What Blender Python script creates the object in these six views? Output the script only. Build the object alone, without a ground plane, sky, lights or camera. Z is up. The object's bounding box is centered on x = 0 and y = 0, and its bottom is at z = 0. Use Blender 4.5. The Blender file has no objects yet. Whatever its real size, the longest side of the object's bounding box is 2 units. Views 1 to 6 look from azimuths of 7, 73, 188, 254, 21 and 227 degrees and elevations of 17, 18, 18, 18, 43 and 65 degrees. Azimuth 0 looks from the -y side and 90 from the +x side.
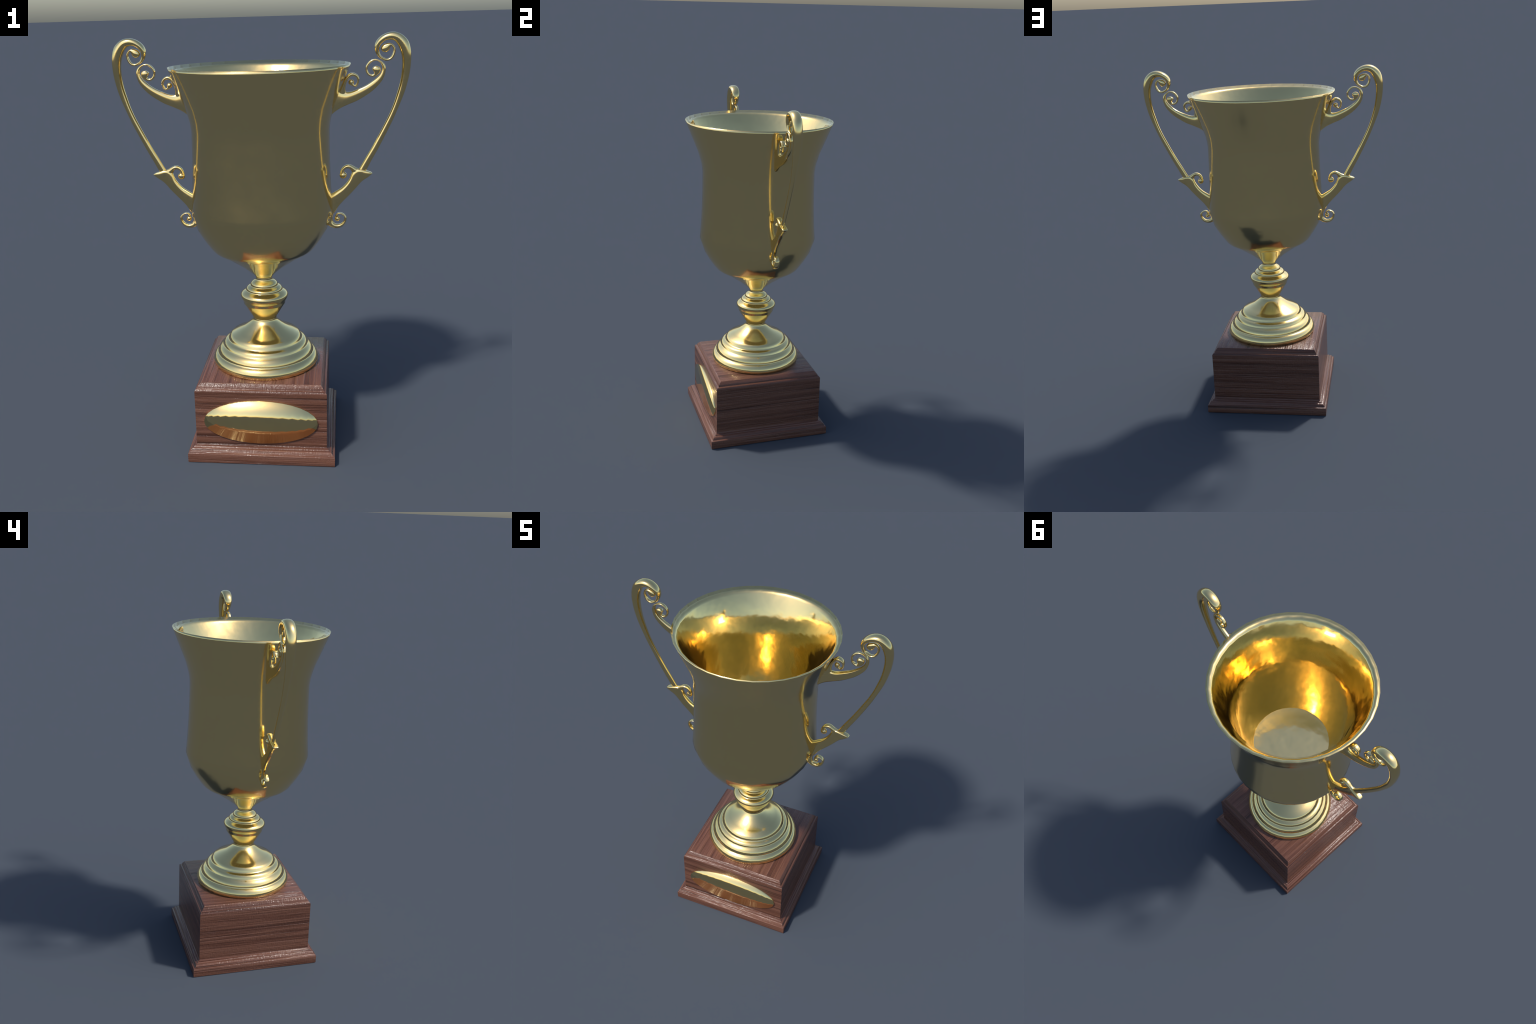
"""A golden two-handled trophy cup on a moulded dark wooden plinth.

Everything is described by profiles: the cup is turned on a lathe, the scroll
handles are lofted through edge pairs in the x-z plane, the plinth is a
moulding profile carried round a square with mitred corners.
"""
import math
import bpy
import bmesh
from mathutils import Vector

TAU = 2.0 * math.pi


# ----------------------------------------------------------------- helpers
def new_object(name, mesh, parent=None, materials=()):
    obj = bpy.data.objects.new(name, mesh)
    bpy.context.scene.collection.objects.link(obj)
    if parent is not None:
        obj.parent = parent
    for m in materials:
        if m.name not in [s.name for s in mesh.materials if s]:
            mesh.materials.append(m)
    return obj


def finish(bm, name, smooth=True):
    bmesh.ops.recalc_face_normals(bm, faces=bm.faces[:])
    mesh = bpy.data.meshes.new(name)
    bm.to_mesh(mesh)
    bm.free()
    for p in mesh.polygons:
        p.use_smooth = smooth
    return mesh


def sharpen(mesh, degrees):
    """Keep edges sharper than the given angle crisp."""
    bm = bmesh.new()
    bm.from_mesh(mesh)
    limit = math.radians(degrees)
    for e in bm.edges:
        if len(e.link_faces) == 2 and e.calc_face_angle() > limit:
            e.smooth = False
    bm.to_mesh(mesh)
    bm.free()


def sharpen_ring(mesh, z):
    """Keep the edge ring at one height crisp."""
    bm = bmesh.new()
    bm.from_mesh(mesh)
    for e in bm.edges:
        if all(abs(v.co.z - z) < 1e-4 for v in e.verts):
            e.smooth = False
    bm.to_mesh(mesh)
    bm.free()


def catmull(points, steps):
    """Catmull-Rom through tuples of floats."""
    out = []
    n = len(points)
    for i in range(n - 1):
        p0 = points[max(i - 1, 0)]
        p1, p2 = points[i], points[i + 1]
        p3 = points[min(i + 2, n - 1)]
        for s in range(steps):
            t = s / steps
            out.append(tuple(
                0.5 * (2 * b + (c - a) * t + (2 * a - 5 * b + 4 * c - d) * t * t
                       + (3 * b - a - 3 * c + d) * t ** 3)
                for a, b, c, d in zip(p0, p1, p2, p3)))
    out.append(points[-1])
    return out


def lathe(name, profile, segments, close_start=False, close_end=False):
    """Turn (radius, z) points round the z axis."""
    bm = bmesh.new()
    rings = []
    for r, z in profile:
        rings.append([bm.verts.new((r * math.cos(TAU * k / segments),
                                    r * math.sin(TAU * k / segments), z))
                      for k in range(segments)])
    for a, b in zip(rings, rings[1:]):
        for k in range(segments):
            j = (k + 1) % segments
            bm.faces.new((a[k], a[j], b[j], b[k]))
    if close_start:
        bm.faces.new(rings[0])
    if close_end:
        bm.faces.new(rings[-1])
    return finish(bm, name)


def loft_pairs(pairs, steps=3, around=16, power=2.3, swell=0.0):
    """Loft superellipse sections; each pair gives the two edges of the strap in
    the x-z plane (outer, inner) and its half width across the plane."""
    rows = [(o[0], o[1], i[0], i[1], b) for o, i, b in pairs]
    rows = catmull(rows, steps)
    bm = bmesh.new()
    rings = []
    for ox, oz, ix, iz, b in rows:
        cx, cz = 0.5 * (ox + ix), 0.5 * (oz + iz)
        hx, hz = 0.5 * (ox - ix), 0.5 * (oz - iz)
        grow = 1.0 + swell / max(math.hypot(hx, hz), 0.004)
        hx, hz = hx * grow, hz * grow
        ring = []
        for k in range(around):
            a = TAU * (k + 0.5) / around
            c, s = math.cos(a), math.sin(a)
            u = math.copysign(abs(c) ** (2.0 / power), c)
            v = math.copysign(abs(s) ** (2.0 / power), s)
            ring.append(bm.verts.new((cx + hx * u, b * v, cz + hz * u)))
        rings.append(ring)
    for p, q in zip(rings, rings[1:]):
        for k in range(around):
            j = (k + 1) % around
            bm.faces.new((p[k], p[j], q[j], q[k]))
    bm.faces.new(rings[0])
    bm.faces.new(rings[-1])
    bmesh.ops.recalc_face_normals(bm, faces=bm.faces[:])
    return bm


def add_ball(bm, x, z, rx, rz, ry):
    """A small round terminal at the end of a scroll."""
    ball = bmesh.ops.create_uvsphere(bm, u_segments=16, v_segments=10, radius=1.0)
    for v in ball["verts"]:
        v.co = Vector((x + v.co.x * rx, v.co.y * ry, z + v.co.z * rz))


# --------------------------------------------------------------- materials
def node_material(name):
    mat = bpy.data.materials.new(name)
    mat.use_nodes = True
    nt = mat.node_tree
    for n in list(nt.nodes):
        nt.nodes.remove(n)
    out = nt.nodes.new("ShaderNodeOutputMaterial")
    bsdf = nt.nodes.new("ShaderNodeBsdfPrincipled")
    nt.links.new(bsdf.outputs[0], out.inputs[0])
    return mat, nt, bsdf


def ramp(nt, stops):
    r = nt.nodes.new("ShaderNodeValToRGB")
    el = r.color_ramp.elements
    while len(el) < len(stops):
        el.new(0.5)
    for e, (p, c) in zip(el, stops):
        e.position = p
        e.color = (*c, 1.0) if len(c) == 3 else c
    return r


def gold_material(name, colour, rough_low, rough_high, dent=0.0):
    mat, nt, bsdf = node_material(name)
    L = nt.links.new
    tex = nt.nodes.new("ShaderNodeTexCoord")
    smudge = nt.nodes.new("ShaderNodeTexNoise")
    smudge.inputs["Scale"].default_value = 9.0
    smudge.inputs["Detail"].default_value = 5.0
    smudge.inputs["Roughness"].default_value = 0.6
    L(tex.outputs["Object"], smudge.inputs["Vector"])
    rng = nt.nodes.new("ShaderNodeMapRange")
    rng.inputs["From Min"].default_value = 0.35
    rng.inputs["From Max"].default_value = 0.75
    rng.inputs["To Min"].default_value = rough_low
    rng.inputs["To Max"].default_value = rough_high
    L(smudge.outputs["Fac"], rng.inputs["Value"])
    L(rng.outputs[0], bsdf.inputs["Roughness"])
    bsdf.inputs["Base Color"].default_value = (*colour, 1.0)
    bsdf.inputs["Metallic"].default_value = 1.0
    if dent > 0.0:
        # slow hand-beaten wobble, with fine scratches only in some patches
        wave = nt.nodes.new("ShaderNodeTexNoise")
        wave.inputs["Scale"].default_value = 14.0
        wave.inputs["Detail"].default_value = 1.5
        L(tex.outputs["Object"], wave.inputs["Vector"])
        fine = nt.nodes.new("ShaderNodeTexNoise")
        fine.inputs["Scale"].default_value = 110.0
        fine.inputs["Detail"].default_value = 2.0
        L(tex.outputs["Object"], fine.inputs["Vector"])
        patch = nt.nodes.new("ShaderNodeMapRange")
        patch.inputs["From Min"].default_value = 0.50
        patch.inputs["From Max"].default_value = 0.68
        patch.inputs["To Max"].default_value = 0.05
        L(smudge.outputs["Fac"], patch.inputs["Value"])
        weigh = nt.nodes.new("ShaderNodeMath")
        weigh.operation = "MULTIPLY_ADD"
        L(fine.outputs["Fac"], weigh.inputs[0])
        L(patch.outputs[0], weigh.inputs[1])
        L(wave.outputs["Fac"], weigh.inputs[2])
        bump = nt.nodes.new("ShaderNodeBump")
        bump.inputs["Strength"].default_value = 1.0
        bump.inputs["Distance"].default_value = dent
        L(weigh.outputs[0], bump.inputs["Height"])
        L(bump.outputs[0], bsdf.inputs["Normal"])
    return mat


def wood_material(name, along):
    """Dark polished wood with the grain along the x or the y axis."""
    mat, nt, bsdf = node_material(name)
    L = nt.links.new
    tex = nt.nodes.new("ShaderNodeTexCoord")

    def stretched(scale_along, scale_across, detail, rough, distort=0.0, offset=0.0):
        mp = nt.nodes.new("ShaderNodeMapping")
        s = [scale_across] * 3
        s[0 if along == "x" else 1] = scale_along
        mp.inputs["Scale"].default_value = s
        mp.inputs["Location"].default_value = (offset, offset * 1.7, offset * 0.3)
        L(tex.outputs["Object"], mp.inputs["Vector"])
        nz = nt.nodes.new("ShaderNodeTexNoise")
        nz.inputs["Scale"].default_value = 1.0
        nz.inputs["Detail"].default_value = detail
        nz.inputs["Roughness"].default_value = rough
        nz.inputs["Distortion"].default_value = distort
        L(mp.outputs[0], nz.inputs["Vector"])
        return nz.outputs["Fac"]

    def math_node(op, a, b):
        m = nt.nodes.new("ShaderNodeMath")
        m.operation = op
        for sock, val in zip(m.inputs, (a, b)):
            if isinstance(val, (int, float)):
                sock.default_value = val
            else:
                L(val, sock)
        return m.outputs[0]

    broad = stretched(0.9, 46.0, 4.0, 0.62, 0.2)
    fine = stretched(4.0, 210.0, 3.0, 0.6, 0.0, 3.1)
    pore = stretched(0.7, 62.0, 2.0, 0.5, 0.1, 5.3)
    cross = stretched(110.0, 60.0, 2.0, 0.55, 0.0, 7.7)
    groove = ramp(nt, ((0.35, (0.0, 0.0, 0.0)), (0.41, (1.0, 1.0, 1.0))))
    L(pore, groove.inputs[0])
    tone = math_node("ADD", math_node("MULTIPLY", broad, 0.60), math_node("MULTIPLY", fine, 0.26))
    tone = math_node("ADD", tone, math_node("MULTIPLY", groove.outputs[0], 0.09))
    colour = ramp(nt, WOOD_STOPS)
    L(tone, colour.inputs[0])
    L(colour.outputs[0], bsdf.inputs["Base Color"])
    height = math_node("ADD", tone, math_node("MULTIPLY", cross, 0.19))
    height = math_node("ADD", height, math_node("MULTIPLY", groove.outputs[0], 0.05))
    bump = nt.nodes.new("ShaderNodeBump")
    bump.inputs["Strength"].default_value = 0.9
    bump.inputs["Distance"].default_value = 0.009
    L(height, bump.inputs["Height"])
    L(bump.outputs[0], bsdf.inputs["Normal"])
    bsdf.inputs["Roughness"].default_value = 0.19
    bsdf.inputs["Specular IOR Level"].default_value = 0.45
    return mat


WOOD_STOPS = ((0.30, (0.034, 0.012, 0.008)), (0.43, (0.092, 0.036, 0.022)),
              (0.53, (0.140, 0.059, 0.037)), (0.66, (0.188, 0.086, 0.056)))
GOLD = (1.0, 0.766, 0.336)
SEGMENTS = 36

# ---------------------------------------------------------------- profiles
BOWL_OUTSIDE = [
    (0.0360, 0.8380), (0.0407, 0.8430), (0.0445, 0.8500), (0.0530, 0.8600), (0.0700, 0.8755), (0.1020, 0.9020),
    (0.1840, 0.9590), (0.2360, 0.9880), (0.2470, 0.9975), (0.2565, 1.0085),
    (0.2840, 1.0480), (0.3165, 1.1030), (0.3410, 1.1760), (0.3385, 1.2050), (0.3338, 1.2650), (0.3310, 1.3150),
    (0.3282, 1.3700), (0.3258, 1.4500), (0.3243, 1.5400), (0.3243, 1.5750),
    (0.3275, 1.6020), (0.3310, 1.6230), (0.3365, 1.6430), (0.3486, 1.6850),
    (0.3758, 1.7525), (0.4030, 1.8200), (0.4146, 1.8490), (0.4207, 1.8675),
]
RIM_AND_INSIDE = [
    (0.3933, 1.8460), (0.3890, 1.8388), (0.3375, 1.7470), (0.3055, 1.6050), (0.2830, 1.4900),
    (0.2560, 1.3850), (0.2100, 1.2810), (0.2070, 1.2700),
]
STEM = [
    (0.0540, 0.6240), (0.0590, 0.6310), (0.0605, 0.6375), (0.0640, 0.6435), (0.0700, 0.6525),
    (0.0800, 0.6690), (0.0865, 0.6800), (0.0940, 0.6925), (0.1005, 0.7025),
    (0.1042, 0.7090), (0.1050, 0.7180), (0.1085, 0.7250), (0.1140, 0.7350), (0.1180, 0.7440),
    (0.1192, 0.7500), (0.1182, 0.7555), (0.1140, 0.7615), (0.1080, 0.7668),
    (0.1000, 0.7715), (0.0930, 0.7752), (0.0892, 0.7775),
    (0.0895, 0.7800), (0.0898, 0.7845), (0.0870, 0.7895), (0.0815, 0.7940), (0.0750, 0.7968),
    (0.0690, 0.7985), (0.0668, 0.8005), (0.0672, 0.8035), (0.0674, 0.8090),
    (0.0640, 0.8150), (0.0580, 0.8203), (0.0515, 0.8245), (0.0460, 0.8278),
    (0.0422, 0.8305), (0.0409, 0.8345), (0.0407, 0.8405), (0.0407, 0.8440), (0.0350, 0.8480),
]
FOOT = [
    (0.2550, 0.3960), (0.2620, 0.3990), (0.2655, 0.4070), (0.2672, 0.4160), (0.2655, 0.4260),
    (0.2610, 0.4360), (0.2545, 0.4440), (0.2475, 0.4488), (0.2416, 0.4508),
    (0.2408, 0.4560), (0.2390, 0.4650), (0.2348, 0.4745),
    (0.2280, 0.4820), (0.2200, 0.4880), (0.2140, 0.4920), (0.2124, 0.4950),
    (0.2108, 0.5020), (0.2060, 0.5090), (0.1995, 0.5138), (0.1920, 0.5165),
    (0.1862, 0.5195), (0.1840, 0.5235), (0.1818, 0.5305), (0.1780, 0.5392),
    (0.1680, 0.5478), (0.1400, 0.5600),
    (0.1015, 0.5830), (0.0740, 0.6058), (0.0640, 0.6165), (0.0602, 0.6225), (0.0593, 0.6270), (0.0591, 0.6310),
    (0.0540, 0.6390),
]
# half side of the square plinth against height
LOWER_MOULDING = [
    (0.3575, 0.0000), (0.3580, 0.0430), (0.3566, 0.0462), (0.3535, 0.0480),
    (0.3500, 0.0488), (0.3482, 0.0505), (0.3470, 0.0540), (0.3442, 0.0590),
    (0.3402, 0.0634), (0.3360, 0.0662), (0.3322, 0.0672), (0.3305, 0.0688),
    (0.3290, 0.0718), (0.3255, 0.0738), (0.3215, 0.0746), (0.3190, 0.0775), (0.3180, 0.0830),
]
UPPER_MOULDING = [
    (0.3180, 0.3600), (0.3168, 0.3642), (0.3140, 0.3680), (0.3102, 0.3703),
    (0.3068, 0.3710), (0.3052, 0.3726), (0.3041, 0.3762), (0.3018, 0.3816),
    (0.2978, 0.3872), (0.2930, 0.3925), (0.2898, 0.3962), (0.2878, 0.3975),
]
# handle straps: (outer edge x, z), (inner edge x, z), half width in y
STRAP = [
    ((0.4845, 1.3611), (0.4575, 1.3749), 0.009),
    ((0.4977, 1.3792), (0.4685, 1.3908), 0.009),
    ((0.5192, 1.4209), (0.4946, 1.4373), 0.0095),
    ((0.545, 1.4684), (0.5234, 1.4874), 0.01),
    ((0.5704, 1.5181), (0.5502, 1.5383), 0.0105),
    ((0.5955, 1.5696), (0.5755, 1.5888), 0.011),
    ((0.6183, 1.6189), (0.5983, 1.6366), 0.012),
    ((0.6407, 1.6737), (0.6167, 1.684), 0.0135),
    ((0.6607, 1.7263), (0.6317, 1.7354), 0.0155),
    ((0.6743, 1.773), (0.6414, 1.7736), 0.018),
    ((0.6843, 1.8236), (0.6475, 1.8159), 0.021),
    ((0.6884, 1.8697), (0.6497, 1.86), 0.0235),
    ((0.6871, 1.9113), (0.6457, 1.8956), 0.0255),
    ((0.6743, 1.9571), (0.636, 1.9249), 0.0265),
    ((0.6457, 1.9865), (0.6196, 1.9542), 0.027),
    ((0.613, 1.9988), (0.5991, 1.9646), 0.027),
    ((0.5794, 1.9951), (0.578, 1.9635), 0.0265),
    ((0.5502, 1.9798), (0.5604, 1.9531), 0.025),
    ((0.5315, 1.9583), (0.5489, 1.9393), 0.022),
    ((0.5252, 1.9336), (0.5449, 1.9228), 0.019),
    ((0.5294, 1.9127), (0.5486, 1.9081), 0.016),
    ((0.5404, 1.8945), (0.5561, 1.8954), 0.014),
    ((0.5585, 1.8807), (0.569, 1.8876), 0.0125),
    ((0.5809, 1.8731), (0.5819, 1.8836), 0.0115),
    ((0.602, 1.8798), (0.5958, 1.8891), 0.011),
    ((0.6147, 1.8983), (0.6056, 1.904), 0.0105),
    ((0.6188, 1.9211), (0.6095, 1.9205), 0.0105),
    ((0.6115, 1.9399), (0.605, 1.9322), 0.0105),
    ((0.596, 1.9506), (0.598, 1.9382), 0.011),
    ((0.5783, 1.9498), (0.5916, 1.9259), 0.0125),
    ((0.5615, 1.9432), (0.5854, 1.9156), 0.0135),
    ((0.5537, 1.9309), (0.5728, 1.9109), 0.012),
    ((0.5556, 1.9217), (0.5612, 1.9149), 0.007),
]
BRACKET = [
    ((0.3610, 1.7613), (0.3240, 1.6290), 0.0138),
    ((0.3945, 1.7402), (0.3644, 1.6609), 0.0138),
    ((0.4228, 1.7398), (0.4103, 1.6828), 0.01437),
    ((0.4575, 1.7521), (0.4494, 1.6987), 0.0138),
    ((0.4919, 1.7678), (0.4861, 1.7198), 0.01288),
    ((0.5218, 1.7873), (0.5204, 1.7437), 0.01208),
    ((0.545, 1.8072), (0.55, 1.7731), 0.0115),
    ((0.5575, 1.8261), (0.5679, 1.8005), 0.01092),
    ((0.5615, 1.8429), (0.5766, 1.8341), 0.01035),
    ((0.5568, 1.8598), (0.5718, 1.8574), 0.00978),
    ((0.5459, 1.8718), (0.5566, 1.8732), 0.0092),
    ((0.53, 1.8763), (0.5299, 1.8826), 0.00862),
    ((0.5118, 1.8691), (0.5065, 1.876), 0.00862),
    ((0.4971, 1.8517), (0.4893, 1.8549), 0.00862),
    ((0.4952, 1.8336), (0.4875, 1.8317), 0.00862),
    ((0.5049, 1.8186), (0.4985, 1.8124), 0.0092),
    ((0.5179, 1.8141), (0.518, 1.8048), 0.00978),
    ((0.5263, 1.8216), (0.5351, 1.8096), 0.0115),
    ((0.5192, 1.8331), (0.5499, 1.8228), 0.0138),
    ((0.5174, 1.8416), (0.5534, 1.838), 0.0138),
    ((0.525, 1.8495), (0.5485, 1.8473), 0.0115),
    ((0.5348, 1.8522), (0.5399, 1.8517), 0.00575),
]
CURL = [
    ((0.3488, 1.7185), (0.4013, 1.7047), 0.0115),
    ((0.3597, 1.74), (0.3985, 1.7328), 0.01265),
    ((0.3727, 1.7578), (0.3949, 1.7549), 0.0138),
    ((0.3877, 1.7867), (0.3999, 1.7801), 0.01495),
    ((0.4006, 1.8078), (0.4085, 1.7962), 0.01552),
    ((0.4156, 1.8212), (0.4201, 1.8083), 0.01552),
    ((0.4329, 1.8234), (0.4317, 1.8107), 0.01495),
    ((0.4503, 1.8133), (0.4439, 1.8049), 0.0138),
    ((0.4578, 1.7974), (0.45, 1.795), 0.01265),
    ((0.4571, 1.7833), (0.4506, 1.7843), 0.0115),
    ((0.4508, 1.7676), (0.4455, 1.7737), 0.01035),
    ((0.4409, 1.7614), (0.4391, 1.7687), 0.00978),
    ((0.4291, 1.7654), (0.4329, 1.7731), 0.00978),
    ((0.4147, 1.7725), (0.4289, 1.7838), 0.0115),
]
ARM = [
    ((0.3275, 1.2606), (0.3337, 1.1635), 0.013),
    ((0.3381, 1.2653), (0.3459, 1.1682), 0.01365),
    ((0.3517, 1.2736), (0.3574, 1.1855), 0.0143),
    ((0.3668, 1.2829), (0.3716, 1.2075), 0.01456),
    ((0.3848, 1.2952), (0.3942, 1.2325), 0.01482),
    ((0.4042, 1.3154), (0.4227, 1.2619), 0.01508),
    ((0.4205, 1.3405), (0.448, 1.2897), 0.01508),
    ((0.4307, 1.3665), (0.4657, 1.3112), 0.01482),
    ((0.444, 1.3807), (0.4835, 1.328), 0.01456),
    ((0.4679, 1.3811), (0.5006, 1.3395), 0.01586),
    ((0.4947, 1.3743), (0.513, 1.3492), 0.0156),
    ((0.5133, 1.3687), (0.5218, 1.3571), 0.01456),
    ((0.5232, 1.3638), (0.5253, 1.3613), 0.00975),
]
CROOK = [
    ((0.4709, 1.3799), (0.4534, 1.3434), 0.0126),
    ((0.4499, 1.3867), (0.4323, 1.3649), 0.0138),
    ((0.4334, 1.3966), (0.4232, 1.3796), 0.0144),
    ((0.417, 1.4027), (0.4127, 1.3858), 0.0144),
    ((0.4006, 1.4001), (0.4022, 1.384), 0.0138),
    ((0.3857, 1.3896), (0.3939, 1.3767), 0.0132),
    ((0.3768, 1.3729), (0.3934, 1.3667), 0.0126),
    ((0.3739, 1.3607), (0.3979, 1.3584), 0.0132),
]
TAIL = [
    ((0.3245, 1.1981), (0.3562, 1.195), 0.01254),
    ((0.3221, 1.1682), (0.3486, 1.1792), 0.0128),
    ((0.3139, 1.1381), (0.338, 1.1508), 0.0128),
    ((0.3154, 1.1143), (0.3393, 1.1286), 0.01344),
    ((0.3308, 1.1013), (0.3491, 1.1159), 0.01408),
    ((0.3538, 1.0949), (0.3629, 1.1118), 0.01408),
    ((0.3768, 1.0985), (0.3751, 1.1138), 0.01382),
    ((0.3941, 1.1119), (0.3873, 1.1214), 0.01344),
    ((0.4038, 1.1303), (0.3955, 1.135), 0.0128),
    ((0.4045, 1.1477), (0.3963, 1.1477), 0.01216),
    ((0.3953, 1.1613), (0.3902, 1.1572), 0.01152),
    ((0.3779, 1.1698), (0.3764, 1.1641), 0.01126),
    ((0.3627, 1.1673), (0.3658, 1.1625), 0.01126),
    ((0.3527, 1.1524), (0.3618, 1.1508), 0.01152),
]


# ----------------------------------------------------------------- plinth
def square_moulding(name, profile, wood_x, wood_y, cap_top=False, cap_bottom=False):
    """Carry a (half side, z) profile round a square; faces on the front and
    back take x grain, faces on the sides take y grain."""
    corners = ((-1, -1), (1, -1), (1, 1), (-1, 1))
    bm = bmesh.new()
    rings = [[bm.verts.new((sx * h, sy * h, z)) for sx, sy in corners] for h, z in profile]
    for a, b in zip(rings, rings[1:]):
        for k in range(4):
            j = (k + 1) % 4
            f = bm.faces.new((a[k], a[j], b[j], b[k]))
            f.material_index = k % 2
    if cap_top:
        bm.faces.new(rings[-1]).material_index = 1
    if cap_bottom:
        bm.faces.new(rings[0]).material_index = 0
    mesh = finish(bm, name)
    mesh.materials.append(wood_x)
    mesh.materials.append(wood_y)
    sharpen(mesh, 38.0)
    return mesh


def build_name_plate(name):
    """A thin oval plate.  Its face is made of upright strips between the upper
    and the lower edge and shaded smooth, so it gleams like a shallow dome."""
    half_x, half_z, around = 0.2757, 0.1130, 32
    back_y, front_y, mid_z = -0.3170, -0.3180 - 0.0085, 0.2082
    bm = bmesh.new()

    def ring(y):
        return [bm.verts.new((half_x * math.cos(TAU * k / around), y,
                              mid_z + half_z * math.sin(TAU * k / around)))
                for k in range(around)]
    front, back = ring(front_y), ring(back_y)
    half = around // 2
    for k in range(half):
        corner = [front[k], front[k + 1], front[(around - k - 1) % around], front[(around - k) % around]]
        unique = []
        for v in corner:
            if v not in unique:
                unique.append(v)
        bm.faces.new(unique)
    for k in range(around):
        j = (k + 1) % around
        bm.faces.new((front[k], front[j], back[j], back[k]))
    return finish(bm, name)


# ---------------------------------------------------------------- assembly
def build():
    gold = gold_material("polished_gold", GOLD, 0.12, 0.18, 0.0)
    bowl_gold = gold_material("bowl_gold", GOLD, 0.12, 0.16, 0.0)
    inside_gold = gold_material("inner_gold", GOLD, 0.09, 0.16, 0.0021)
    plate_gold = gold_material("plate_gold", GOLD, 0.08, 0.12, 0.0)
    wood_x = wood_material("wood_grain_across", "x")
    wood_y = wood_material("wood_grain_deep", "y")

    trophy = bpy.data.objects.new("trophy_cup", None)
    bpy.context.scene.collection.objects.link(trophy)
    trophy["label"] = "polished gold two-handled trophy cup on a square dark wooden plinth"
    trophy["category"] = "trophy"

    # plinth
    base = new_object("wooden_base", square_moulding(
        "wooden_base", [(0.3180, 0.0830), (0.3180, 0.3600)], wood_x, wood_y), trophy)
    new_object("lower_moulding", square_moulding(
        "lower_moulding", LOWER_MOULDING, wood_x, wood_y, cap_bottom=True), base)
    new_object("upper_moulding", square_moulding(
        "upper_moulding", UPPER_MOULDING, wood_x, wood_y, cap_top=True), base)
    new_object("name_plate", build_name_plate("name_plate"), base, [plate_gold])

    # turned cup
    new_object("foot", lathe("foot", FOOT, SEGMENTS, close_start=True), trophy, [gold])
    new_object("stem", lathe("stem", STEM, SEGMENTS), trophy, [gold])
    bowl_mesh = lathe("bowl", BOWL_OUTSIDE + RIM_AND_INSIDE, SEGMENTS, close_end=True)
    bowl_mesh.materials.append(bowl_gold)
    bowl_mesh.materials.append(inside_gold)
    first_inside = len(BOWL_OUTSIDE) * SEGMENTS
    for p in bowl_mesh.polygons:
        if min(p.vertices) >= first_inside:
            p.material_index = 1
    sharpen_ring(bowl_mesh, 1.2700)
    new_object("bowl", bowl_mesh, trophy)

    # handles: one set of meshes, used twice, turned half way round
    strap = finish(loft_pairs(STRAP, 3, 16, 2.3, 0.0006), "handle")
    bracket = finish(loft_pairs(BRACKET, 3, 16, 3.2, 0.0008), "upper_bracket")
    bm = loft_pairs(CURL, 3, 16, 2.8, 0.0012)
    add_ball(bm, 0.4225, 1.7818, 0.0132, 0.0132, 0.0120)
    curl = finish(bm, "curl")
    arm = finish(loft_pairs(ARM, 3, 16, 4.0), "lower_bracket")
    bm = loft_pairs(CROOK, 3, 16, 2.3, 0.0008)
    add_ball(bm, 0.3887, 1.3520, 0.0172, 0.0168, 0.0150)
    crook = finish(bm, "crook")
    bm = loft_pairs(TAIL, 3, 16, 2.8, 0.0013)
    add_ball(bm, 0.3616, 1.1398, 0.0126, 0.0126, 0.0115)
    tail = finish(bm, "tail_scroll")
    for mesh in (strap, bracket, curl, arm, crook, tail):
        mesh.materials.append(gold)
        sharpen(mesh, 50.0)
    for turn in (0.0, math.pi):
        handle = new_object("handle", strap, trophy)
        handle.rotation_euler = (0.0, 0.0, turn)
        for name, mesh in (("upper_bracket", bracket), ("curl", curl),
                           ("lower_bracket", arm), ("crook", crook),
                           ("tail_scroll", tail)):
            new_object(name, mesh, handle)


build()
